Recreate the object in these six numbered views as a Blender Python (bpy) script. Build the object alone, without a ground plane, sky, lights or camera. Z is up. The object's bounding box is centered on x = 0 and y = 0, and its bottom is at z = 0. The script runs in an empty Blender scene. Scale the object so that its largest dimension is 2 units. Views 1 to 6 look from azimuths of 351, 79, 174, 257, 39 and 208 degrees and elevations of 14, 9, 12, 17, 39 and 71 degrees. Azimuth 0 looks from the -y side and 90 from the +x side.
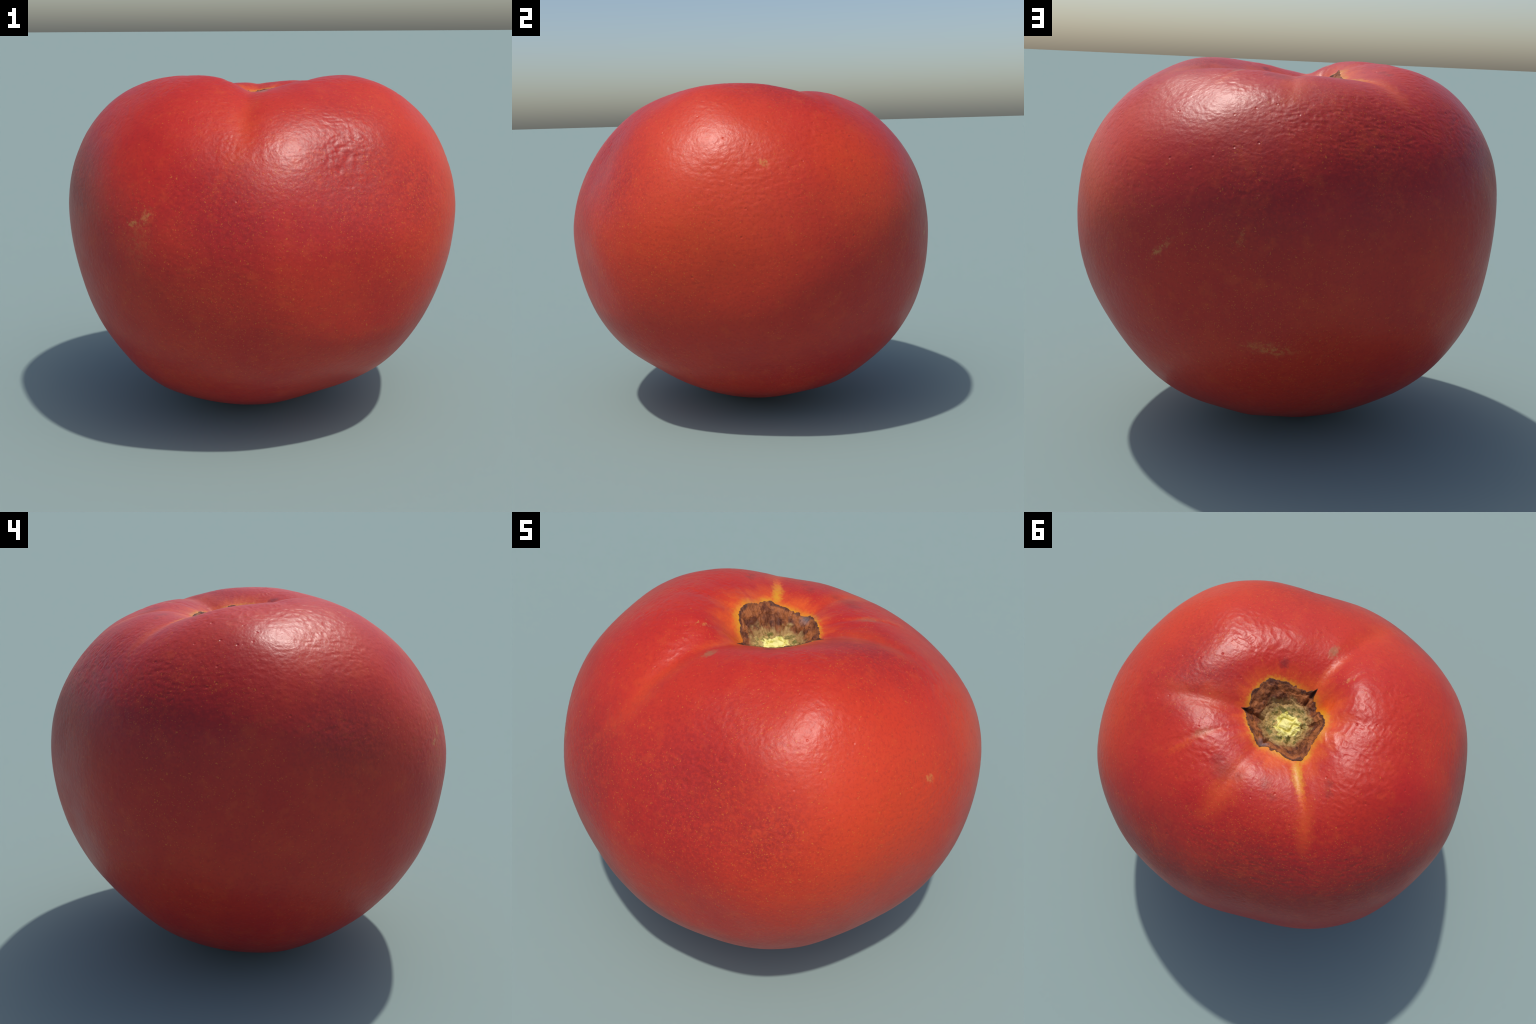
"""A ripe, slightly lopsided, ribbed tomato with its stem pulled out.

tomato (Empty at the base)
  skin         lobed, glossy red body, open at the stem end
  stem_cavity  brown corky wall of the five-pointed stem scar
  stem_core    lumpy pale green pith at the bottom of the scar
"""
import math

import bpy
import numpy as np

# ------------------------------------------------------------------ body form
AXIS = np.array([-0.02, 0.05, 0.80])       # a point on the stem axis, inside the fruit

# Cross-sections of the body: polar angle from the stem axis (degrees) and the
# distance from AXIS to the skin at 20 even azimuths, starting at +x.
RINGS = [
    (10, [0.850, 0.837, 0.846, 0.859, 0.850, 0.847, 0.851, 0.846, 0.852, 0.879, 0.906, 0.889, 0.846, 0.775, 0.809, 0.835, 0.837, 0.843, 0.850, 0.852]),
    (14, [0.897, 0.880, 0.887, 0.896, 0.886, 0.881, 0.879, 0.874, 0.889, 0.920, 0.942, 0.933, 0.914, 0.861, 0.871, 0.881, 0.891, 0.899, 0.907, 0.906]),
    (19, [0.952, 0.934, 0.937, 0.941, 0.930, 0.929, 0.923, 0.917, 0.936, 0.971, 0.986, 0.991, 0.992, 0.973, 0.939, 0.935, 0.957, 0.967, 0.978, 0.973]),
    (26, [1.028, 0.998, 0.993, 0.980, 0.966, 0.969, 0.967, 0.963, 0.993, 1.029, 1.037, 1.048, 1.048, 1.035, 0.997, 0.989, 1.011, 1.027, 1.041, 1.043]),
    (35, [1.073, 1.061, 1.029, 1.011, 0.997, 0.989, 0.992, 1.000, 1.037, 1.070, 1.083, 1.078, 1.081, 1.065, 1.029, 1.030, 1.046, 1.063, 1.104, 1.089]),
    (47, [1.100, 1.090, 1.057, 1.029, 1.000, 0.989, 0.983, 1.010, 1.053, 1.083, 1.103, 1.096, 1.102, 1.086, 1.049, 1.049, 1.054, 1.100, 1.125, 1.122]),
    (60, [1.101, 1.092, 1.072, 1.025, 0.988, 0.970, 0.957, 0.994, 1.034, 1.062, 1.077, 1.073, 1.092, 1.079, 1.054, 1.044, 1.035, 1.087, 1.122, 1.107]),
    (75, [1.055, 1.051, 1.037, 0.990, 0.953, 0.923, 0.905, 0.946, 0.982, 0.993, 1.013, 1.020, 1.044, 1.057, 1.041, 1.031, 1.033, 1.076, 1.082, 1.052]),
    (90, [0.999, 0.992, 0.979, 0.954, 0.905, 0.875, 0.852, 0.893, 0.927, 0.940, 0.940, 0.967, 1.000, 1.007, 0.985, 0.988, 0.982, 1.019, 1.008, 0.980]),
    (105, [0.940, 0.930, 0.930, 0.911, 0.886, 0.839, 0.826, 0.858, 0.890, 0.910, 0.900, 0.921, 0.957, 0.956, 0.943, 0.944, 0.947, 0.963, 0.946, 0.931]),
    (120, [0.877, 0.883, 0.883, 0.870, 0.857, 0.815, 0.794, 0.820, 0.862, 0.869, 0.880, 0.885, 0.909, 0.903, 0.898, 0.894, 0.881, 0.896, 0.894, 0.868]),
    (137, [0.843, 0.842, 0.835, 0.822, 0.816, 0.796, 0.785, 0.794, 0.819, 0.839, 0.856, 0.865, 0.861, 0.854, 0.849, 0.833, 0.817, 0.825, 0.835, 0.833]),
    (157, [0.783, 0.771, 0.776, 0.788, 0.775, 0.778, 0.779, 0.787, 0.797, 0.796, 0.811, 0.823, 0.811, 0.801, 0.802, 0.804, 0.798, 0.788, 0.786, 0.788]),
    (180, [0.797, 0.797, 0.797, 0.797, 0.797, 0.797, 0.797, 0.797, 0.797, 0.797, 0.797, 0.797, 0.797, 0.797, 0.797, 0.797, 0.797, 0.797, 0.797, 0.797]),
]

# Narrow furrows that run from the stem scar over the shoulder:
# azimuth, half width (m), depth (m), polar angle of start and end (degrees)
FURROWS = [
    (256, 0.055, 0.018, 12, 50),
    (130, 0.030, 0.008, 12, 36),
    (18, 0.040, 0.010, 12, 40),
    (43, 0.016, 0.003, 14, 36),
    (80, 0.030, 0.006, 12, 34),
    (238, 0.016, 0.003, 14, 26),
    (200, 0.040, 0.006, 12, 30),
]

# Outline of the stem scar: azimuth (degrees), distance from the axis (m)
SCAR = [
    (3, 0.194), (9.5, 0.188), (13.5, 0.196), (16.5, 0.218), (18.5, 0.198), (22, 0.186), (28, 0.187), (45, 0.175),
    (61, 0.179), (74, 0.186), (80, 0.191), (89, 0.172), (103, 0.169), (120, 0.196), (130, 0.222),
    (139, 0.232), (150, 0.213), (160, 0.188), (181, 0.187), (203, 0.187), (213, 0.174), (233, 0.163),
    (248, 0.170), (252, 0.184), (255, 0.216), (258, 0.196), (264, 0.178), (280, 0.171), (303, 0.184), (322, 0.205),
    (334, 0.200), (347, 0.198),
]
SLITS = [(17, 0.55), (255, 0.65), (78, 0.5), (130, 0.25), (200, 0.3)]      # radial cracks in the scar wall
STRANDS = [129, 318, 82, 205, 165]                    # dry vascular strands on the wall
FLOOR_Z = 1.558


def spline_weights(x, xs):
    """Natural cubic spline through knots x, evaluated at xs: a weight matrix."""
    n, h = len(x), np.diff(x)
    a, r = np.zeros((n, n)), np.zeros((n, n))
    a[0, 0] = a[-1, -1] = 1
    for i in range(1, n - 1):
        a[i, i - 1 : i + 2] = h[i - 1], 2 * (h[i - 1] + h[i]), h[i]
        r[i, i - 1 : i + 2] = 6 / h[i - 1], -6 / h[i - 1] - 6 / h[i], 6 / h[i]
    m = np.linalg.solve(a, r)
    j = np.clip(np.searchsorted(x, xs) - 1, 0, n - 2)
    hh = h[j][:, None]
    a = (x[j + 1] - xs)[:, None] / hh
    b, e = 1 - a, np.eye(n)
    return a * e[j] + b * e[j + 1] + ((a**3 - a) * m[j] + (b**3 - b) * m[j + 1]) * hh**2 / 6


def periodic_weights(n, phi):
    """Periodic cubic spline with n even knots round the circle."""
    h, a, r = 2 * np.pi / n, np.zeros((n, n)), np.zeros((n, n))
    for i in range(n):
        k = (i + 1) % n
        a[i, i], a[i, i - 1], a[i, k] = 4 * h, h, h
        r[i, i], r[i, i - 1], r[i, k] = -12 / h, 6 / h, 6 / h
    m = np.linalg.solve(a, r)
    f = (phi % (2 * np.pi)) / h
    j = np.floor(f).astype(int) % n
    k, b = (j + 1) % n, (f - np.floor(f))[:, None]
    a, e = 1 - b, np.eye(n)
    return a * e[j] + b * e[k] + ((a**3 - a) * m[j] + (b**3 - b) * m[k]) * h * h / 6


KNOT_T = np.radians([t for t, _ in RINGS])
RADII = np.array([r for _, r in RINGS])


def smooth(x, a, b):
    t = np.clip((x - a) / (b - a), 0, 1)
    return t * t * (3 - 2 * t)


def turn(phi, deg):
    """Signed angle from azimuth deg, in radians."""
    return (phi - math.radians(deg) + np.pi) % (2 * np.pi) - np.pi


def noise3(p, seed=0):
    """Smooth value noise in -1..1 on an integer lattice."""
    i = np.floor(p).astype(np.int64)
    f = p - i
    w = f * f * f * (f * (f * 6 - 15) + 10)
    out = np.zeros(p.shape[:-1])
    for dx in (0, 1):
        for dy in (0, 1):
            for dz in (0, 1):
                h = ((i[..., 0] + dx) * 374761393 + (i[..., 1] + dy) * 668265263 + (i[..., 2] + dz) * 2147483647 + seed * 974711) & 0x7FFFFFFF
                h = ((h ^ (h >> 13)) * 1274126177) & 0x7FFFFFFF
                h = ((h ^ (h >> 16)) & 0xFFFF) / 32767.5 - 1
                out += h * (w[..., 0] if dx else 1 - w[..., 0]) * (w[..., 1] if dy else 1 - w[..., 1]) * (w[..., 2] if dz else 1 - w[..., 2])
    return out


def fbm(p, octaves=3, seed=0):
    return sum(noise3(p * 2.03**k, seed + 17 * k) * 0.5**k for k in range(octaves))


def body_radius(theta, phi):
    """Distance from AXIS to the skin for arrays of polar angle and azimuth."""
    sh = theta.shape
    t, f = theta.ravel(), phi.ravel()
    r = np.einsum("ik,ik->i", spline_weights(KNOT_T, np.clip(t, KNOT_T[0], np.pi)) @ RADII, periodic_weights(RADII.shape[1], f))
    for az, width, depth, t0, t1 in FURROWS:
        across = turn(f, az) * np.sin(t) * r
        fade = 1 - smooth(np.degrees(t), (t0 + t1) / 2, t1 + 6)
        r = r - depth * fade * np.exp(-((across / width) ** 2)) * (np.abs(turn(f, az)) < 1.2)
    return r.reshape(sh)


def direction(theta, phi):
    return np.stack([np.sin(theta) * np.cos(phi), np.sin(theta) * np.sin(phi), np.cos(theta)], -1)


SCAR_A = np.radians([a for a, _ in SCAR])
SCAR_R = np.array([r for _, r in SCAR])


def scar_radius(phi):
    f = phi % (2 * np.pi)
    return np.interp(f, SCAR_A, SCAR_R, period=2 * np.pi)


def torn_radius(phi):
    """Scar outline with its ragged, torn edge."""
    ring = np.stack([np.cos(phi) * 9, np.sin(phi) * 9, 0 * phi], -1)
    return scar_radius(phi) + 0.006 * fbm(ring, 3, 21)


def lip_angle(phi, radius):
    """Polar angle at which the skin lies radius away from the stem axis."""
    t = np.full_like(phi, 0.22)
    for _ in range(12):
        t = t + 0.7 * (np.arcsin(np.clip(radius / body_radius(t, phi), -1, 1)) - t)
    return t


# ------------------------------------------------------------------ mesh tools
def grid_mesh(name, rows, closed_last=None, flip=False):
    """Mesh from rows of points round a loop (rows x n x 3), optional end point."""
    rows = np.asarray(rows)
    m, n = rows.shape[:2]
    verts = rows.reshape(-1, 3)
    i = np.arange(m - 1)[:, None] * n
    j = np.arange(n)[None, :]
    k = (j + 1) % n
    quads = np.stack(np.broadcast_arrays(i + j, i + n + j, i + n + k, i + k), -1).reshape(-1, 4)
    if flip:
        quads = quads[:, ::-1]
    faces, total = [quads.ravel()], np.full(len(quads), 4)
    if closed_last is not None:
        verts = np.vstack([verts, closed_last])
        c, b = len(verts) - 1, (m - 1) * n
        tris = np.stack([b + j[0], np.full(n, c), b + k[0]], -1)
        if flip:
            tris = tris[:, ::-1]
        faces.append(tris.ravel())
        total = np.r_[total, np.full(n, 3)]
    loops = np.concatenate(faces)
    me = bpy.data.meshes.new(name)
    me.vertices.add(len(verts))
    me.vertices.foreach_set("co", verts.astype(np.float32).ravel())
    me.loops.add(len(loops))
    me.loops.foreach_set("vertex_index", loops.astype(np.int32))
    me.polygons.add(len(total))
    me.polygons.foreach_set("loop_start", np.r_[0, np.cumsum(total)[:-1]].astype(np.int32))
    me.polygons.foreach_set("use_smooth", np.ones(len(total), bool))
    me.update(calc_edges=True)
    me.validate()
    return me


# ------------------------------------------------------------------ node tools
class Nodes:
    def __init__(self, name):
        self.mat = bpy.data.materials.new(name)
        self.mat.use_nodes = True
        self.tree = self.mat.node_tree
        self.shader = self.tree.nodes["Principled BSDF"]
        self.pos = self.new("ShaderNodeTexCoord").outputs["Object"]

    def new(self, kind, **props):
        n = self.tree.nodes.new(kind)
        for k, v in props.items():
            setattr(n, k, v)
        return n

    def put(self, socket, value):
        if isinstance(value, bpy.types.NodeSocket):
            self.tree.links.new(value, socket)
        else:
            socket.default_value = value

    def math(self, op, a, b=0.0, c=0.0, clamp=False):
        n = self.new("ShaderNodeMath", operation=op, use_clamp=clamp)
        for s, v in zip(n.inputs, (a, b, c)):
            self.put(s, v)
        return n.outputs[0]

    def vec(self, op, a, b=None, scale=None):
        n = self.new("ShaderNodeVectorMath", operation=op)
        self.put(n.inputs[0], a)
        if b is not None:
            self.put(n.inputs[1], b)
        if scale is not None:
            self.put(n.inputs["Scale"], scale)
        return n.outputs["Value" if op in ("DOT_PRODUCT", "LENGTH", "DISTANCE") else "Vector"]

    def ramp(self, x, a, b, lo=0.0, hi=1.0):
        n = self.new("ShaderNodeMapRange", interpolation_type="SMOOTHSTEP")
        for s, v in zip(n.inputs, (x, a, b, lo, hi)):
            self.put(s, v)
        return n.outputs[0]

    def noise(self, scale, detail=2.0, rough=0.5, vector=None, distort=0.0, colour=False):
        n = self.new("ShaderNodeTexNoise")
        self.put(n.inputs["Vector"], vector or self.pos)
        n.inputs["Scale"].default_value, n.inputs["Detail"].default_value = scale, detail
        n.inputs["Roughness"].default_value, n.inputs["Distortion"].default_value = rough, distort
        return n.outputs["Color" if colour else "Fac"]

    def voronoi(self, scale, vector=None, feature="F1"):
        n = self.new("ShaderNodeTexVoronoi", feature=feature)
        self.put(n.inputs["Vector"], vector or self.pos)
        n.inputs["Scale"].default_value = scale
        return n.outputs

    def stretch(self, scale, rotation=(0, 0, 0)):
        n = self.new("ShaderNodeMapping")
        self.put(n.inputs["Vector"], self.pos)
        n.inputs["Scale"].default_value, n.inputs["Rotation"].default_value = scale, rotation
        return n.outputs[0]

    def mix(self, fac, a, b, mode="MIX"):
        n = self.new("ShaderNodeMix", data_type="RGBA", blend_type=mode)
        self.put(n.inputs[0], fac)
        self.put(n.inputs[6], a if isinstance(a, bpy.types.NodeSocket) else (*a, 1))
        self.put(n.inputs[7], b if isinstance(b, bpy.types.NodeSocket) else (*b, 1))
        return n.outputs[2]

    def blot(self, where, centre, half, along=None, length=None, soft=0.6):
        """Soft mask round a point; stretched to length in direction along."""
        v = self.vec("SUBTRACT", where, centre)
        d = self.math("MULTIPLY", self.vec("DOT_PRODUCT", v, v), 1 / half**2)
        if along is not None:
            a = np.array(along, float)
            a /= np.linalg.norm(a)
            s = self.vec("DOT_PRODUCT", v, tuple(a))
            d = self.math("ADD", d, self.math("MULTIPLY", self.math("MULTIPLY", s, s), 1 / length**2 - 1 / half**2))
        return self.ramp(self.math("SQRT", self.math("MAXIMUM", d, 0.0)), 1 + soft, max(0.0, 1 - soft))

    def either(self, *masks):
        out = masks[0]
        for m in masks[1:]:
            out = self.math("MAXIMUM", out, m)
        return out


def srgb(r, g, b):
    return tuple((c / 255 / 12.92) if c <= 10 else ((c / 255 + 0.055) / 1.055) ** 2.4 for c in (r, g, b))


# ------------------------------------------------------------------ materials
def outline_gap(nd):
    """Horizontal distance outside the stem scar outline, in nodes."""
    rel = nd.vec("SUBTRACT", nd.pos, tuple(AXIS))
    xyz = nd.new("ShaderNodeSeparateXYZ")
    nd.put(xyz.inputs[0], rel)
    x, y = xyz.outputs[0], xyz.outputs[1]
    dist = nd.math("SQRT", nd.math("ADD", nd.math("MULTIPLY", x, x), nd.math("MULTIPLY", y, y)))
    turned = nd.math("FRACT", nd.math("ADD", nd.math("MULTIPLY", nd.math("ARCTAN2", y, x), 1 / (2 * math.pi)), 1.0))
    curve = nd.new("ShaderNodeFloatCurve")
    line = curve.mapping.curves[0]
    stops = np.radians(np.arange(0, 361, 12.0))
    for k, (t, v) in enumerate(zip(stops, scar_radius(stops))):
        p = line.points[k] if k < 2 else line.points.new(0.5, 0.5)
        p.location = (t / (2 * math.pi), v)
    curve.mapping.update()
    nd.put(curve.inputs["Value"], turned)
    above = nd.ramp(xyz.outputs[2], 0.2, 0.5)
    gap = nd.math("SUBTRACT", dist, curve.outputs[0])
    return nd.math("ADD", gap, nd.math("SUBTRACT", 1.0, above)), dist


def skin_material():
    nd = Nodes("tomato_skin")
    pos = nd.pos
    wobble = nd.vec("SCALE", nd.vec("SUBTRACT", nd.noise(7.0, 4.0, 0.65, colour=True), (0.5, 0.5, 0.5)), scale=0.22)
    warped = nd.vec("ADD", pos, wobble)
    jitter = nd.vec("ADD", pos, nd.vec("SCALE", nd.vec("SUBTRACT", nd.noise(45.0, 3.0, 0.7, colour=True), (0.5, 0.5, 0.5)), scale=0.06))
    gap, dist = outline_gap(nd)

    red, scarlet, crimson, maroon = srgb(*RED), srgb(*SCARLET), srgb(*CRIMSON), srgb(*MAROON)
    orange, yellow = srgb(*ORANGE), srgb(*YELLOW)

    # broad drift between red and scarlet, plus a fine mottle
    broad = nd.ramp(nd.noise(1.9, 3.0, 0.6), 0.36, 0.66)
    warm = nd.either(nd.blot(warped, (0.75, -0.35, 1.25), 0.55, soft=0.8), nd.math("MULTIPLY", nd.blot(warped, (-0.1, -0.6, 1.6), 0.35, soft=0.8), 0.45),  # sunlight tinted into the skin: scarlet blots on the sun-facing side
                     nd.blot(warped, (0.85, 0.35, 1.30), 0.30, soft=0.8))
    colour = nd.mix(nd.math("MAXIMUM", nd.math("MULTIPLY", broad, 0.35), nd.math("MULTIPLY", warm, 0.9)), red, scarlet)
    # darker crimson patches with a grainy edge
    grain = nd.noise(70.0, 4.0, 0.7)
    patch = nd.either(
        nd.blot(warped, (0.25, -0.78, 1.33), 0.34, soft=0.8), nd.blot(warped, (-0.30, -0.86, 1.24), 0.22, soft=0.8),
        nd.blot(warped, (0.55, -0.70, 1.25), 0.20, soft=0.8), nd.blot(warped, (-0.30, 0.76, 1.42), 0.33, (1, 0.4, 0), 0.45, 0.8),
        nd.blot(warped, (-0.72, 0.47, 1.43), 0.30, soft=0.8), nd.blot(warped, (0.20, 0.88, 1.25), 0.25, soft=0.8),
        nd.blot(warped, (-0.90, -0.20, 1.28), 0.20, soft=0.8), nd.blot(warped, (0.62, -0.66, 1.28), 0.12, soft=0.8),
        nd.blot(warped, (0.45, 0.10, 1.68), 0.20, soft=0.8))
    patch = nd.math("MULTIPLY", patch, nd.ramp(grain, 0.34, 0.60, 0.25, 1.0))
    colour = nd.mix(nd.math("MULTIPLY", patch, 0.62), colour, crimson)
    mottle = nd.math("MULTIPLY", nd.ramp(nd.noise(75.0, 4.0, 0.7), 0.45, 0.72), 0.30)
    colour = nd.mix(mottle, colour, crimson)
    tan = nd.math("MULTIPLY", nd.ramp(nd.noise(13.0, 5.0, 0.7), 0.5, 0.72), 0.32)
    colour = nd.mix(tan, colour, srgb(206, 74, 30))
    # orange glow round the scar and along the furrows, yellow next to the corky lip
    near = nd.math("ADD", gap, nd.math("MULTIPLY", nd.math("SUBTRACT", nd.noise(26.0, 4.0, 0.7), 0.5), 0.10))
    heading = nd.vec("NORMALIZE", nd.vec("MULTIPLY", nd.vec("SUBTRACT", pos, tuple(AXIS)), (1, 1, 0)))
    near = nd.math("ADD", near, nd.math("MULTIPLY", nd.math("SUBTRACT", nd.noise(4.5, 4.0, 0.65, vector=heading), 0.5), 0.20))       # fine rays from the scar
    sides = nd.either(nd.blot(warped, (-0.22, -0.05, 1.68), 0.20, soft=0.8), nd.blot(warped, (-0.16, 0.26, 1.66), 0.17, soft=0.8))
    glow = nd.math("MULTIPLY", nd.ramp(near, nd.ramp(sides, 0.0, 1.0, 0.11, 0.18), -0.01), nd.ramp(sides, 0.0, 1.0, 0.7, 1.0))
    streaks = nd.either(
        nd.blot(jitter, (-0.26, 0.33, 1.67), 0.018, (-0.62, 0.78, -0.05), 0.13, 0.9),
        nd.math("MULTIPLY", nd.blot(jitter, (-0.36, 0.46, 1.63), 0.034, (-0.4, 0.8, -0.35), 0.13, 0.95), 0.45),
        nd.math("MULTIPLY", nd.blot(jitter, (0.05, 0.50, 1.65), 0.050, (0.15, 0.95, -0.2), 0.17, 0.95), 0.38),
        nd.math("MULTIPLY", nd.blot(jitter, (0.33, 0.42, 1.66), 0.013, (0.62, 0.75, -0.2), 0.22, 0.95), 0.42),
        nd.math("MULTIPLY", nd.blot(jitter, (-0.09, -0.26, 1.67), 0.022, (-0.3, -0.9, 0.1), 0.10, 0.9), 0.5),
        nd.math("MULTIPLY", nd.blot(warped, (-0.19, -0.62, 1.56), 0.050, (-0.25, -0.75, -0.6), 0.22, 0.95), 0.2),
        nd.math("MULTIPLY", nd.blot(warped, (0.35, 0.16, 1.68), 0.06, (0.95, 0.3, 0), 0.20, 0.95), 0.3))
    streaks = nd.math("MULTIPLY", streaks, nd.ramp(grain, 0.3, 0.6, 0.6, 1.0))
    glow = nd.math("MULTIPLY", glow, nd.ramp(nd.noise(16.0, 4.0, 0.7), 0.35, 0.62, 0.55, 1.0))
    colour = nd.mix(nd.math("MULTIPLY", nd.math("MAXIMUM", glow, streaks), 0.85), colour, orange)
    ripe_band = nd.ramp(nd.noise(9.0, 3.0), 0.35, 0.6, 0.45, 1.0)
    rim = nd.ramp(nd.math("ADD", gap, nd.math("MULTIPLY", nd.math("SUBTRACT", grain, 0.5), 0.06)), nd.ramp(sides, 0.0, 1.0, 0.032, 0.050), -0.002)
    ripe = nd.either(nd.math("MULTIPLY", nd.math("MULTIPLY", rim, ripe_band), 0.9), nd.math("MULTIPLY", nd.blot(jitter, (-0.21, 0.27, 1.66), 0.022, (-0.62, 0.78, 0), 0.09, 0.8), 0.9))
    colour = nd.mix(ripe, colour, yellow)

    # golden flecks: small dots, denser in cloudy areas
    cloud = nd.ramp(nd.noise(3.1, 3.0, 0.6, vector=warped), 0.42, 0.68, 0.12, 0.8)
    low = nd.either(nd.blot(warped, (-0.30, -0.82, 0.80), 0.42, soft=0.8), nd.blot(warped, (0.15, 0.88, 0.65), 0.38, soft=0.8),
                    nd.blot(warped, (0.60, -0.72, 0.95), 0.40, soft=0.8), nd.blot(warped, (0.80, 0.45, 1.05), 0.30, soft=0.8),
                    nd.blot(warped, (-0.1, 0.55, 1.62), 0.35, soft=0.8))
    cloud = nd.math("MAXIMUM", cloud, nd.math("MULTIPLY", low, 0.9))
    flecks = None
    speck = nd.vec("ADD", pos, nd.vec("SCALE", nd.vec("SUBTRACT", nd.noise(90.0, 1.0, 0.5, colour=True), (0.5, 0.5, 0.5)), scale=0.018))
    for scale, size, share in ((70.0, 0.13, 0.55), (120.0, 0.22, 0.90)):
        v = nd.voronoi(scale, speck)
        pick = nd.new("ShaderNodeSeparateColor")
        nd.put(pick.inputs[0], v["Color"])
        radius = nd.math("MULTIPLY", pick.outputs[1], size)
        dot = nd.ramp(nd.math("SUBTRACT", v["Distance"], radius), 0.14, 0.0)
        keep = nd.math("LESS_THAN", pick.outputs[0], nd.math("MULTIPLY", cloud, share))
        dot = nd.math("MULTIPLY", dot, keep)
        flecks = dot if flecks is None else nd.math("MAXIMUM", flecks, dot)
    colour = nd.mix(nd.math("MULTIPLY", flecks, 0.62), colour, srgb(*FLECK))

    # corky nicks and scratches: yellowish, broken up by noise
    shreds = nd.ramp(nd.noise(55.0, 3.0, 0.7), 0.42, 0.60)
    nicks = nd.either(
        nd.blot(jitter, (-0.692, -0.705, 1.145), 0.014, (0.6, -0.6, 0.1), 0.03), nd.math("MULTIPLY", nd.blot(jitter, (-0.640, -0.735, 1.180), 0.022, (0.3, -0.3, 0.6), 0.04), 0.7),
        nd.math("MULTIPLY", nd.blot(jitter, (-0.68, -0.73, 1.07), 0.06, (0.2, 0, 1), 0.10, 0.9), 0.22),
        nd.blot(jitter, (0.920, -0.080, 1.358), 0.016, (0.3, -0.5, 0.6), 0.035, 0.8),
        nd.blot(jitter, (0.600, 0.796, 0.985), 0.012, (-0.65, 0.35, 0.7), 0.06, 0.8),
        nd.math("MULTIPLY", nd.blot(jitter, (0.284, 0.92, 1.055), 0.006, (-0.2, 0, 0.9), 0.035, 0.8), 0.6),
        nd.math("MULTIPLY", nd.blot(jitter, (0.15, 0.875, 0.60), 0.022, (-1, 0, -0.15), 0.09, 0.9), 0.7),
        nd.math("MULTIPLY", nd.blot(jitter, (-0.212, -0.255, 1.718), 0.008, (-0.75, -0.65, 0), 0.06, 0.8), 0.9))
    nicks = nd.math("MULTIPLY", nicks, nd.math("ADD", nd.math("MULTIPLY", shreds, 0.9), 0.1))
    colour = nd.mix(nd.math("MULTIPLY", nicks, 0.48), colour, srgb(*NICK))
    olive = nd.either(nd.math("MULTIPLY", nd.blot(jitter, (-0.058, -0.362, 1.678), 0.022, (0.1, 1, 0), 0.034), 0.9), nd.math("MULTIPLY", nd.blot(jitter, (0.28, 0.33, 1.685), 0.018, (0.6, 0.7, 0), 0.05, 0.9), 0.6))
    colour = nd.mix(nd.math("MULTIPLY", olive, 0.6), colour, srgb(150, 120, 80))
    # dark bruise spots near the stem
    bruises = nd.either(
        nd.blot(jitter, (0.124, -0.179, 1.695), 0.024), *[nd.math("MULTIPLY", nd.blot(jitter, c, s, soft=0.9), 0.65) for c, s in
        (((0.141, 0.41, 1.678), 0.03), ((-0.112, 0.399, 1.669), 0.025), ((-0.374, 0.257, 1.698), 0.022), ((-0.395, 0.297, 1.697), 0.016), ((0.10, 0.44, 1.675), 0.04), ((0.02, 0.43, 1.67), 0.02), ((-0.17, 0.44, 1.67), 0.015))])
    colour = nd.mix(nd.math("MULTIPLY", bruises, 0.5), colour, maroon)
    # pin-prick freckles
    v = nd.voronoi(16.0)
    pick = nd.new("ShaderNodeSeparateColor")
    nd.put(pick.inputs[0], v["Color"])
    prick = nd.math("MULTIPLY", nd.ramp(v["Distance"], 0.075, 0.03), nd.math("LESS_THAN", pick.outputs[0], 0.10))
    colour = nd.mix(nd.math("MULTIPLY", prick, 0.5), colour, maroon)

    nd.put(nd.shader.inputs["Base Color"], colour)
    # satin gloss
    nd.put(nd.shader.inputs["Roughness"], nd.ramp(nd.noise(5.0, 4.0, 0.6), 0.3, 0.7, GLOSS - 0.03, GLOSS + 0.05))
    nd.shader.inputs["IOR"].default_value = 1.45
    nd.shader.inputs["Specular IOR Level"].default_value = SPECULAR
    # fine orange-peel grain and scattered pits
    peel = nd.math("ADD", nd.math("MULTIPLY", nd.noise(95.0, 1.0, 0.55), 0.45), nd.math("MULTIPLY", nd.noise(38.0, 1.0, 0.5), 1.0))
    v = nd.voronoi(23.0)
    pick = nd.new("ShaderNodeSeparateColor")
    nd.put(pick.inputs[0], v["Color"])
    pitted = nd.either(nd.blot(pos, (0.90, -0.10, 1.35), 0.45, soft=0.8), nd.blot(pos, (-0.85, 0.1, 1.45), 0.40, soft=0.8), nd.blot(pos, (0.3, 0.8, 1.42), 0.40, soft=0.8))
    pit = nd.math("MULTIPLY", nd.ramp(v["Distance"], 0.20, 0.0), nd.math("LESS_THAN", pick.outputs[0], nd.math("ADD", nd.math("MULTIPLY", pitted, 0.30), 0.05)))
    height = nd.math("SUBTRACT", peel, nd.math("MULTIPLY", pit, 1.3))
    bump = nd.new("ShaderNodeBump")
    nd.put(bump.inputs["Height"], height)
    bump.inputs["Strength"].default_value, bump.inputs["Distance"].default_value = 1.0, BUMP
    nd.put(nd.shader.inputs["Normal"], bump.outputs[0])
    return nd.mat


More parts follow.
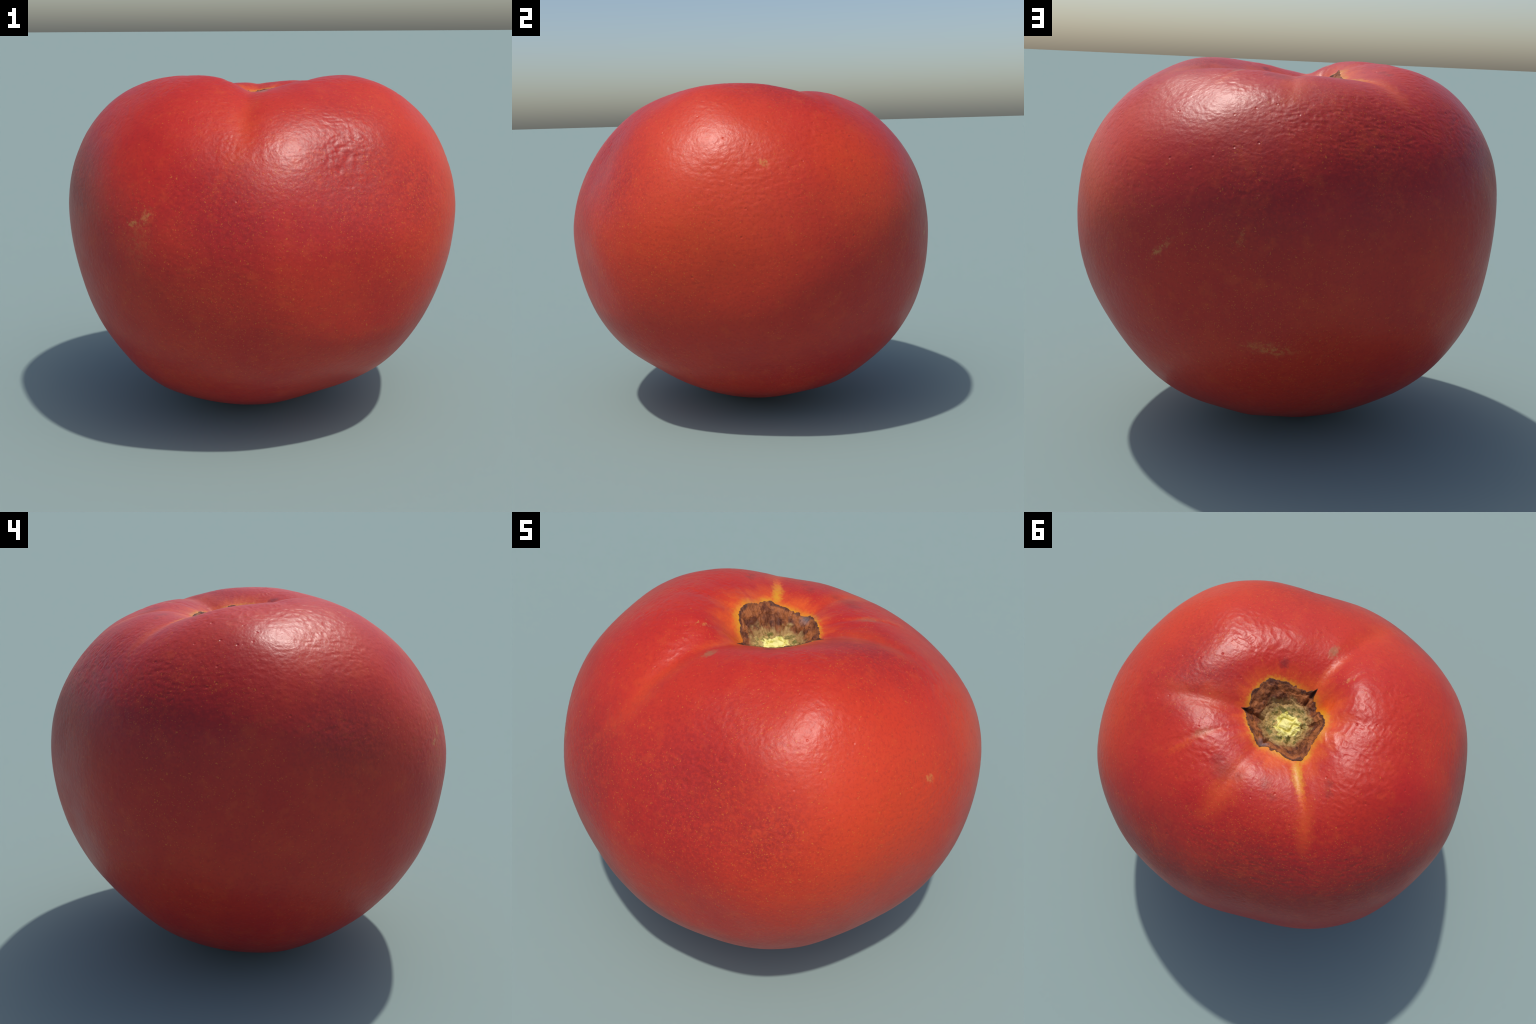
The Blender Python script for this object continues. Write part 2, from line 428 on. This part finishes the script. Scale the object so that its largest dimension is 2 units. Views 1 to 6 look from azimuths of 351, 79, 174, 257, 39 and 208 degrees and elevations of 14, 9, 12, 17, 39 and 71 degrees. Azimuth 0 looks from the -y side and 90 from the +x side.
def cork_material():
    nd = Nodes("corky_scar")
    fibre = nd.noise(17.0, 5.0, 0.62, distort=1.0)
    blotch = nd.noise(26.0, 4.0, 0.6)
    gap, dist = outline_gap(nd)
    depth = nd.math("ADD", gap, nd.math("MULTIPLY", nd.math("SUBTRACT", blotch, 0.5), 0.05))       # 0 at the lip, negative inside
    colour = nd.mix(nd.ramp(fibre, 0.34, 0.60), srgb(98, 48, 28), srgb(168, 98, 52))
    colour = nd.mix(nd.math("MULTIPLY", nd.ramp(blotch, 0.54, 0.66), 0.7), colour, srgb(84, 46, 34))
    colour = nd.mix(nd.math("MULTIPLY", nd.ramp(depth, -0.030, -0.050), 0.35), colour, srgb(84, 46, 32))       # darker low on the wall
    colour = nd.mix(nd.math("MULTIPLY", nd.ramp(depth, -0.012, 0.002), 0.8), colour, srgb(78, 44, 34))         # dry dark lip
    foot = nd.math("ADD", dist, nd.math("MULTIPLY", nd.math("SUBTRACT", nd.noise(30.0, 3.0), 0.5), 0.07))
    colour = nd.mix(nd.math("MULTIPLY", nd.ramp(foot, 0.138, 0.112), 0.8), colour, srgb(176, 142, 88))
    colour = nd.mix(nd.math("MULTIPLY", nd.blot(nd.pos, (0.015, 0.215, 1.625), 0.022, (1, 0, 0), 0.03), 0.55), colour, srgb(140, 122, 122))
    slits = nd.either(nd.blot(nd.pos, (0.150, 0.103, 1.63), 0.012, (0.95, 0.3, 0.25), 0.055), nd.blot(nd.pos, (-0.070, -0.130, 1.62), 0.012, (0.25, 0.97, -0.2), 0.045))
    colour = nd.mix(nd.math("MULTIPLY", slits, 0.75), colour, srgb(62, 28, 22))
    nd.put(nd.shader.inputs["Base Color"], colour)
    nd.shader.inputs["Roughness"].default_value = 0.62
    nd.shader.inputs["Specular IOR Level"].default_value = 0.35
    bump = nd.new("ShaderNodeBump")
    nd.put(bump.inputs["Height"], nd.math("ADD", fibre, nd.math("MULTIPLY", nd.noise(120.0, 4.0, 0.7), 0.4)))
    bump.inputs["Strength"].default_value, bump.inputs["Distance"].default_value = 1.0, 0.006
    nd.put(nd.shader.inputs["Normal"], bump.outputs[0])
    return nd.mat


def pith_material():
    nd = Nodes("pale_pith")
    rel = nd.vec("DISTANCE", nd.pos, (AXIS[0] - 0.012, AXIS[1], FLOOR_Z + 0.01))
    lump = nd.noise(28.0, 4.0, 0.6, distort=0.8)
    green = nd.noise(36.0, 3.0, 0.6)
    edge = nd.math("ADD", rel, nd.math("MULTIPLY", nd.math("SUBTRACT", lump, 0.5), 0.09))
    colour = nd.mix(nd.ramp(lump, 0.36, 0.52), srgb(206, 194, 84), srgb(252, 240, 150))
    ring = nd.mix(nd.ramp(green, 0.42, 0.58), srgb(112, 104, 42), srgb(190, 158, 92))
    colour = nd.mix(nd.ramp(edge, 0.058, 0.068), colour, ring)
    colour = nd.mix(nd.math("MULTIPLY", nd.ramp(edge, 0.088, 0.118), 0.75), colour, nd.mix(nd.ramp(lump, 0.4, 0.6), srgb(128, 82, 46), srgb(190, 150, 92)))
    nd.put(nd.shader.inputs["Base Color"], colour)
    nd.shader.inputs["Roughness"].default_value = 0.55
    bump = nd.new("ShaderNodeBump")
    nd.put(bump.inputs["Height"], nd.noise(70.0, 5.0, 0.65))
    bump.inputs["Strength"].default_value, bump.inputs["Distance"].default_value = 1.0, 0.006
    nd.put(nd.shader.inputs["Normal"], bump.outputs[0])
    return nd.mat


RED, SCARLET, CRIMSON, MAROON = (186, 34, 28), (214, 64, 27), (138, 23, 27), (88, 34, 34)
ORANGE, YELLOW, FLECK, NICK = (232, 100, 28), (214, 150, 30), (210, 112, 40), (205, 160, 84)
GLOSS, SPECULAR, BUMP = 0.40, 0.5, 0.0015


# ------------------------------------------------------------------ parts
def build_skin():
    n, m = 840, 520
    phi = np.arange(n) * 2 * np.pi / n
    lip = torn_radius(phi) + 0.003
    t0 = lip_angle(phi, lip)
    u = np.linspace(0, 1, m + 1)[:-1]
    f = 0.35 * u + 0.65 * (0.55 * u**1.6 + 0.45 * u)
    theta = t0[None, :] + (np.pi - t0[None, :]) * f[:, None]
    ph = np.broadcast_to(phi, theta.shape)
    r = body_radius(theta, ph)
    d = direction(theta, ph)
    pts = AXIS + r[..., None] * d
    # ripples: faint wrinkles of the drying skin, running round the shoulder
    warp = np.stack([noise3(pts * 9, s) for s in (3, 4, 5)], -1)
    q = pts * np.array([38, 38, 70]) + 1.4 * warp
    shoulder = 0.35 + 0.65 * smooth(pts[..., 2], 0.9, 1.35)
    crumple = np.exp(-((np.linalg.norm(pts - [0.24, -0.75, 1.40], axis=-1) / 0.12) ** 2))
    patchy = 0.35 + 1.1 * smooth(noise3(pts * 4, 12), -0.3, 0.6)
    relief = RIPPLE * patchy * shoulder * (1 - np.abs(noise3(q, 1)) * 1.6) + 0.0014 * noise3(pts * 7, 9)
    relief -= 0.004 * crumple * np.abs(noise3(pts * 30 + 2 * warp, 6))
    fade = smooth(theta - t0[None, :], 0.0, 0.06)
    pts = pts + (relief * fade)[..., None] * d
    # the edge of the skin rolls down into the scar
    roll = [pts[0] * 1.0 for _ in range(3)]
    for k, row in enumerate(roll):
        s = (3 - k) / 3
        row[:, :2] = AXIS[:2] + (row[:, :2] - AXIS[:2]) * (1 + 0.10 * s)
        row[:, 2] -= 0.05 * s
    rows = np.concatenate([np.array(roll), pts])
    bottom = AXIS - np.array([0, 0, RADII[-1].mean()])
    me = grid_mesh("skin", rows, closed_last=bottom)
    low = rows[..., 2].min()
    return me, low


def bowl(s):
    """Fall of the scar wall from lip to foot: steep first, flatter at the foot."""
    return math.sin(min(s, 1.0) * 0.8)


def build_cavity():
    n = 900
    phi = np.arange(n) * 2 * np.pi / n
    circ = np.stack([np.cos(phi), np.sin(phi)], -1)
    outer = torn_radius(phi)
    t = lip_angle(phi, outer)
    zlip = AXIS[2] + body_radius(t, phi) * np.cos(t)
    inner = 0.092 + 0.010 * fbm(np.stack([circ[:, 0] * 4, circ[:, 1] * 4, 0 * phi + 3], -1), 3, 33)
    slit = sum(a * np.exp(-((turn(phi, az) / 0.055) ** 2)) for az, a in SLITS)
    strand = sum(np.exp(-((turn(phi, az) / 0.022) ** 2)) for az in STRANDS)
    # profile from the outside of the lip over the edge, down the wall and tucked under
    # (s: 0 at the lip .. 1 at the foot, lift above the straight fall)
    rows, prof = [], [(-0.08, -0.006), (-0.05, 0.0012), (-0.02, 0.0022), (0.0, 0.0016)]
    prof += [(s, 0.0) for s in np.linspace(0.03, 1.0, 46)]
    for s, lift in prof:
        sr = max(s, 0.0)
        radius = outer + (inner - outer) * s if s >= 0 else outer * (1 - 0.55 * s)
        drop = bowl(sr) - bowl(0.0)
        drop = drop / (bowl(1.0) - bowl(0.0))
        z = zlip + (FLOOR_Z - 0.012 - zlip) * drop + lift
        wall = math.sin(math.pi * min(max(sr, 0.0), 1.0)) ** 0.6 if sr > 0 else 0.0
        p3 = np.stack([circ[:, 0] * radius, circ[:, 1] * radius, z], -1)
        rough = 0.006 * fbm(p3 * np.array([26, 26, 44]), 4, 41) + 0.008 * fbm(p3 * 14, 2, 57)
        z = z + wall * (rough - 0.030 * np.clip(slit, 0, 1) + 0.004 * strand + 0.010)
        radius = radius + wall * (0.012 * np.clip(slit, 0, 1) + 0.007 * fbm(p3 * 30 + 7, 4, 63))
        if s < 0:
            t = lip_angle(phi, radius)
            z = AXIS[2] + body_radius(t, phi) * np.cos(t) + lift + (0.0015 * fbm(np.stack([circ[:, 0] * 30, circ[:, 1] * 30, 0 * phi], -1), 2, 60) if lift > 0 else 0)
        rows.append(np.column_stack([AXIS[0] + circ[:, 0] * radius, AXIS[1] + circ[:, 1] * radius, z]))
    return grid_mesh("stem_cavity", rows, flip=True)


def build_core():
    n, m = 260, 90
    phi = np.arange(n) * 2 * np.pi / n
    rad = 0.145 * np.linspace(1, 0, m + 1)[:-1]
    rr, ph = np.meshgrid(rad, phi, indexing="ij")
    x, y = rr * np.cos(ph), rr * np.sin(ph)
    p = np.stack([x, y, 0 * x], -1)
    mound = 0.013 * smooth(np.hypot(x + 0.012, y) + 0.018 * noise3(p * 30 + 3, 77), 0.075, 0.050)
    lumps = 0.010 * fbm(p * 20 + 4, 4, 71) + 0.004 * (1 - 2 * np.abs(noise3(p * 34 + 9, 80)))
    cracks = -0.014 * np.exp(-((noise3(p * 15 + 2, 90) / 0.07) ** 2)) * smooth(noise3(p * 9 + 5, 91), -0.2, 0.3)
    uneven = rr + 0.016 * fbm(np.stack([np.cos(ph) * 2.5, np.sin(ph) * 2.5, 0 * ph + 4], -1), 3, 95)
    rim = 0.014 * smooth(uneven, 0.070, 0.105) - 0.030 * smooth(uneven, 0.112, 0.145)
    pits = sum(-0.022 * np.exp(-(((rr - 0.112) / 0.010) ** 2) - (turn(ph, az) / w) ** 2) for az, w in ((62, 0.22), (122, 0.25), (218, 0.09), (17, 0.15)))
    z = FLOOR_Z + mound + lumps + cracks + rim + pits
    rows = np.stack([AXIS[0] + x, AXIS[1] + y, z], -1)
    return grid_mesh("stem_core", rows, closed_last=np.array([AXIS[0], AXIS[1], z[-1].mean()]), flip=True)


def main():
    root = bpy.data.objects.new("tomato", None)
    root["label"] = "ripe red ribbed tomato with brown star-shaped stem scar"
    root["category"] = "tomato"
    bpy.context.scene.collection.objects.link(root)
    skin, low = build_skin()
    for name, me, mat in (("skin", skin, skin_material()), ("stem_cavity", build_cavity(), cork_material()), ("stem_core", build_core(), pith_material())):
        me.materials.append(mat)
        ob = bpy.data.objects.new(name, me)
        ob.parent = root
        bpy.context.scene.collection.objects.link(ob)


RIPPLE = 0.0011
main()
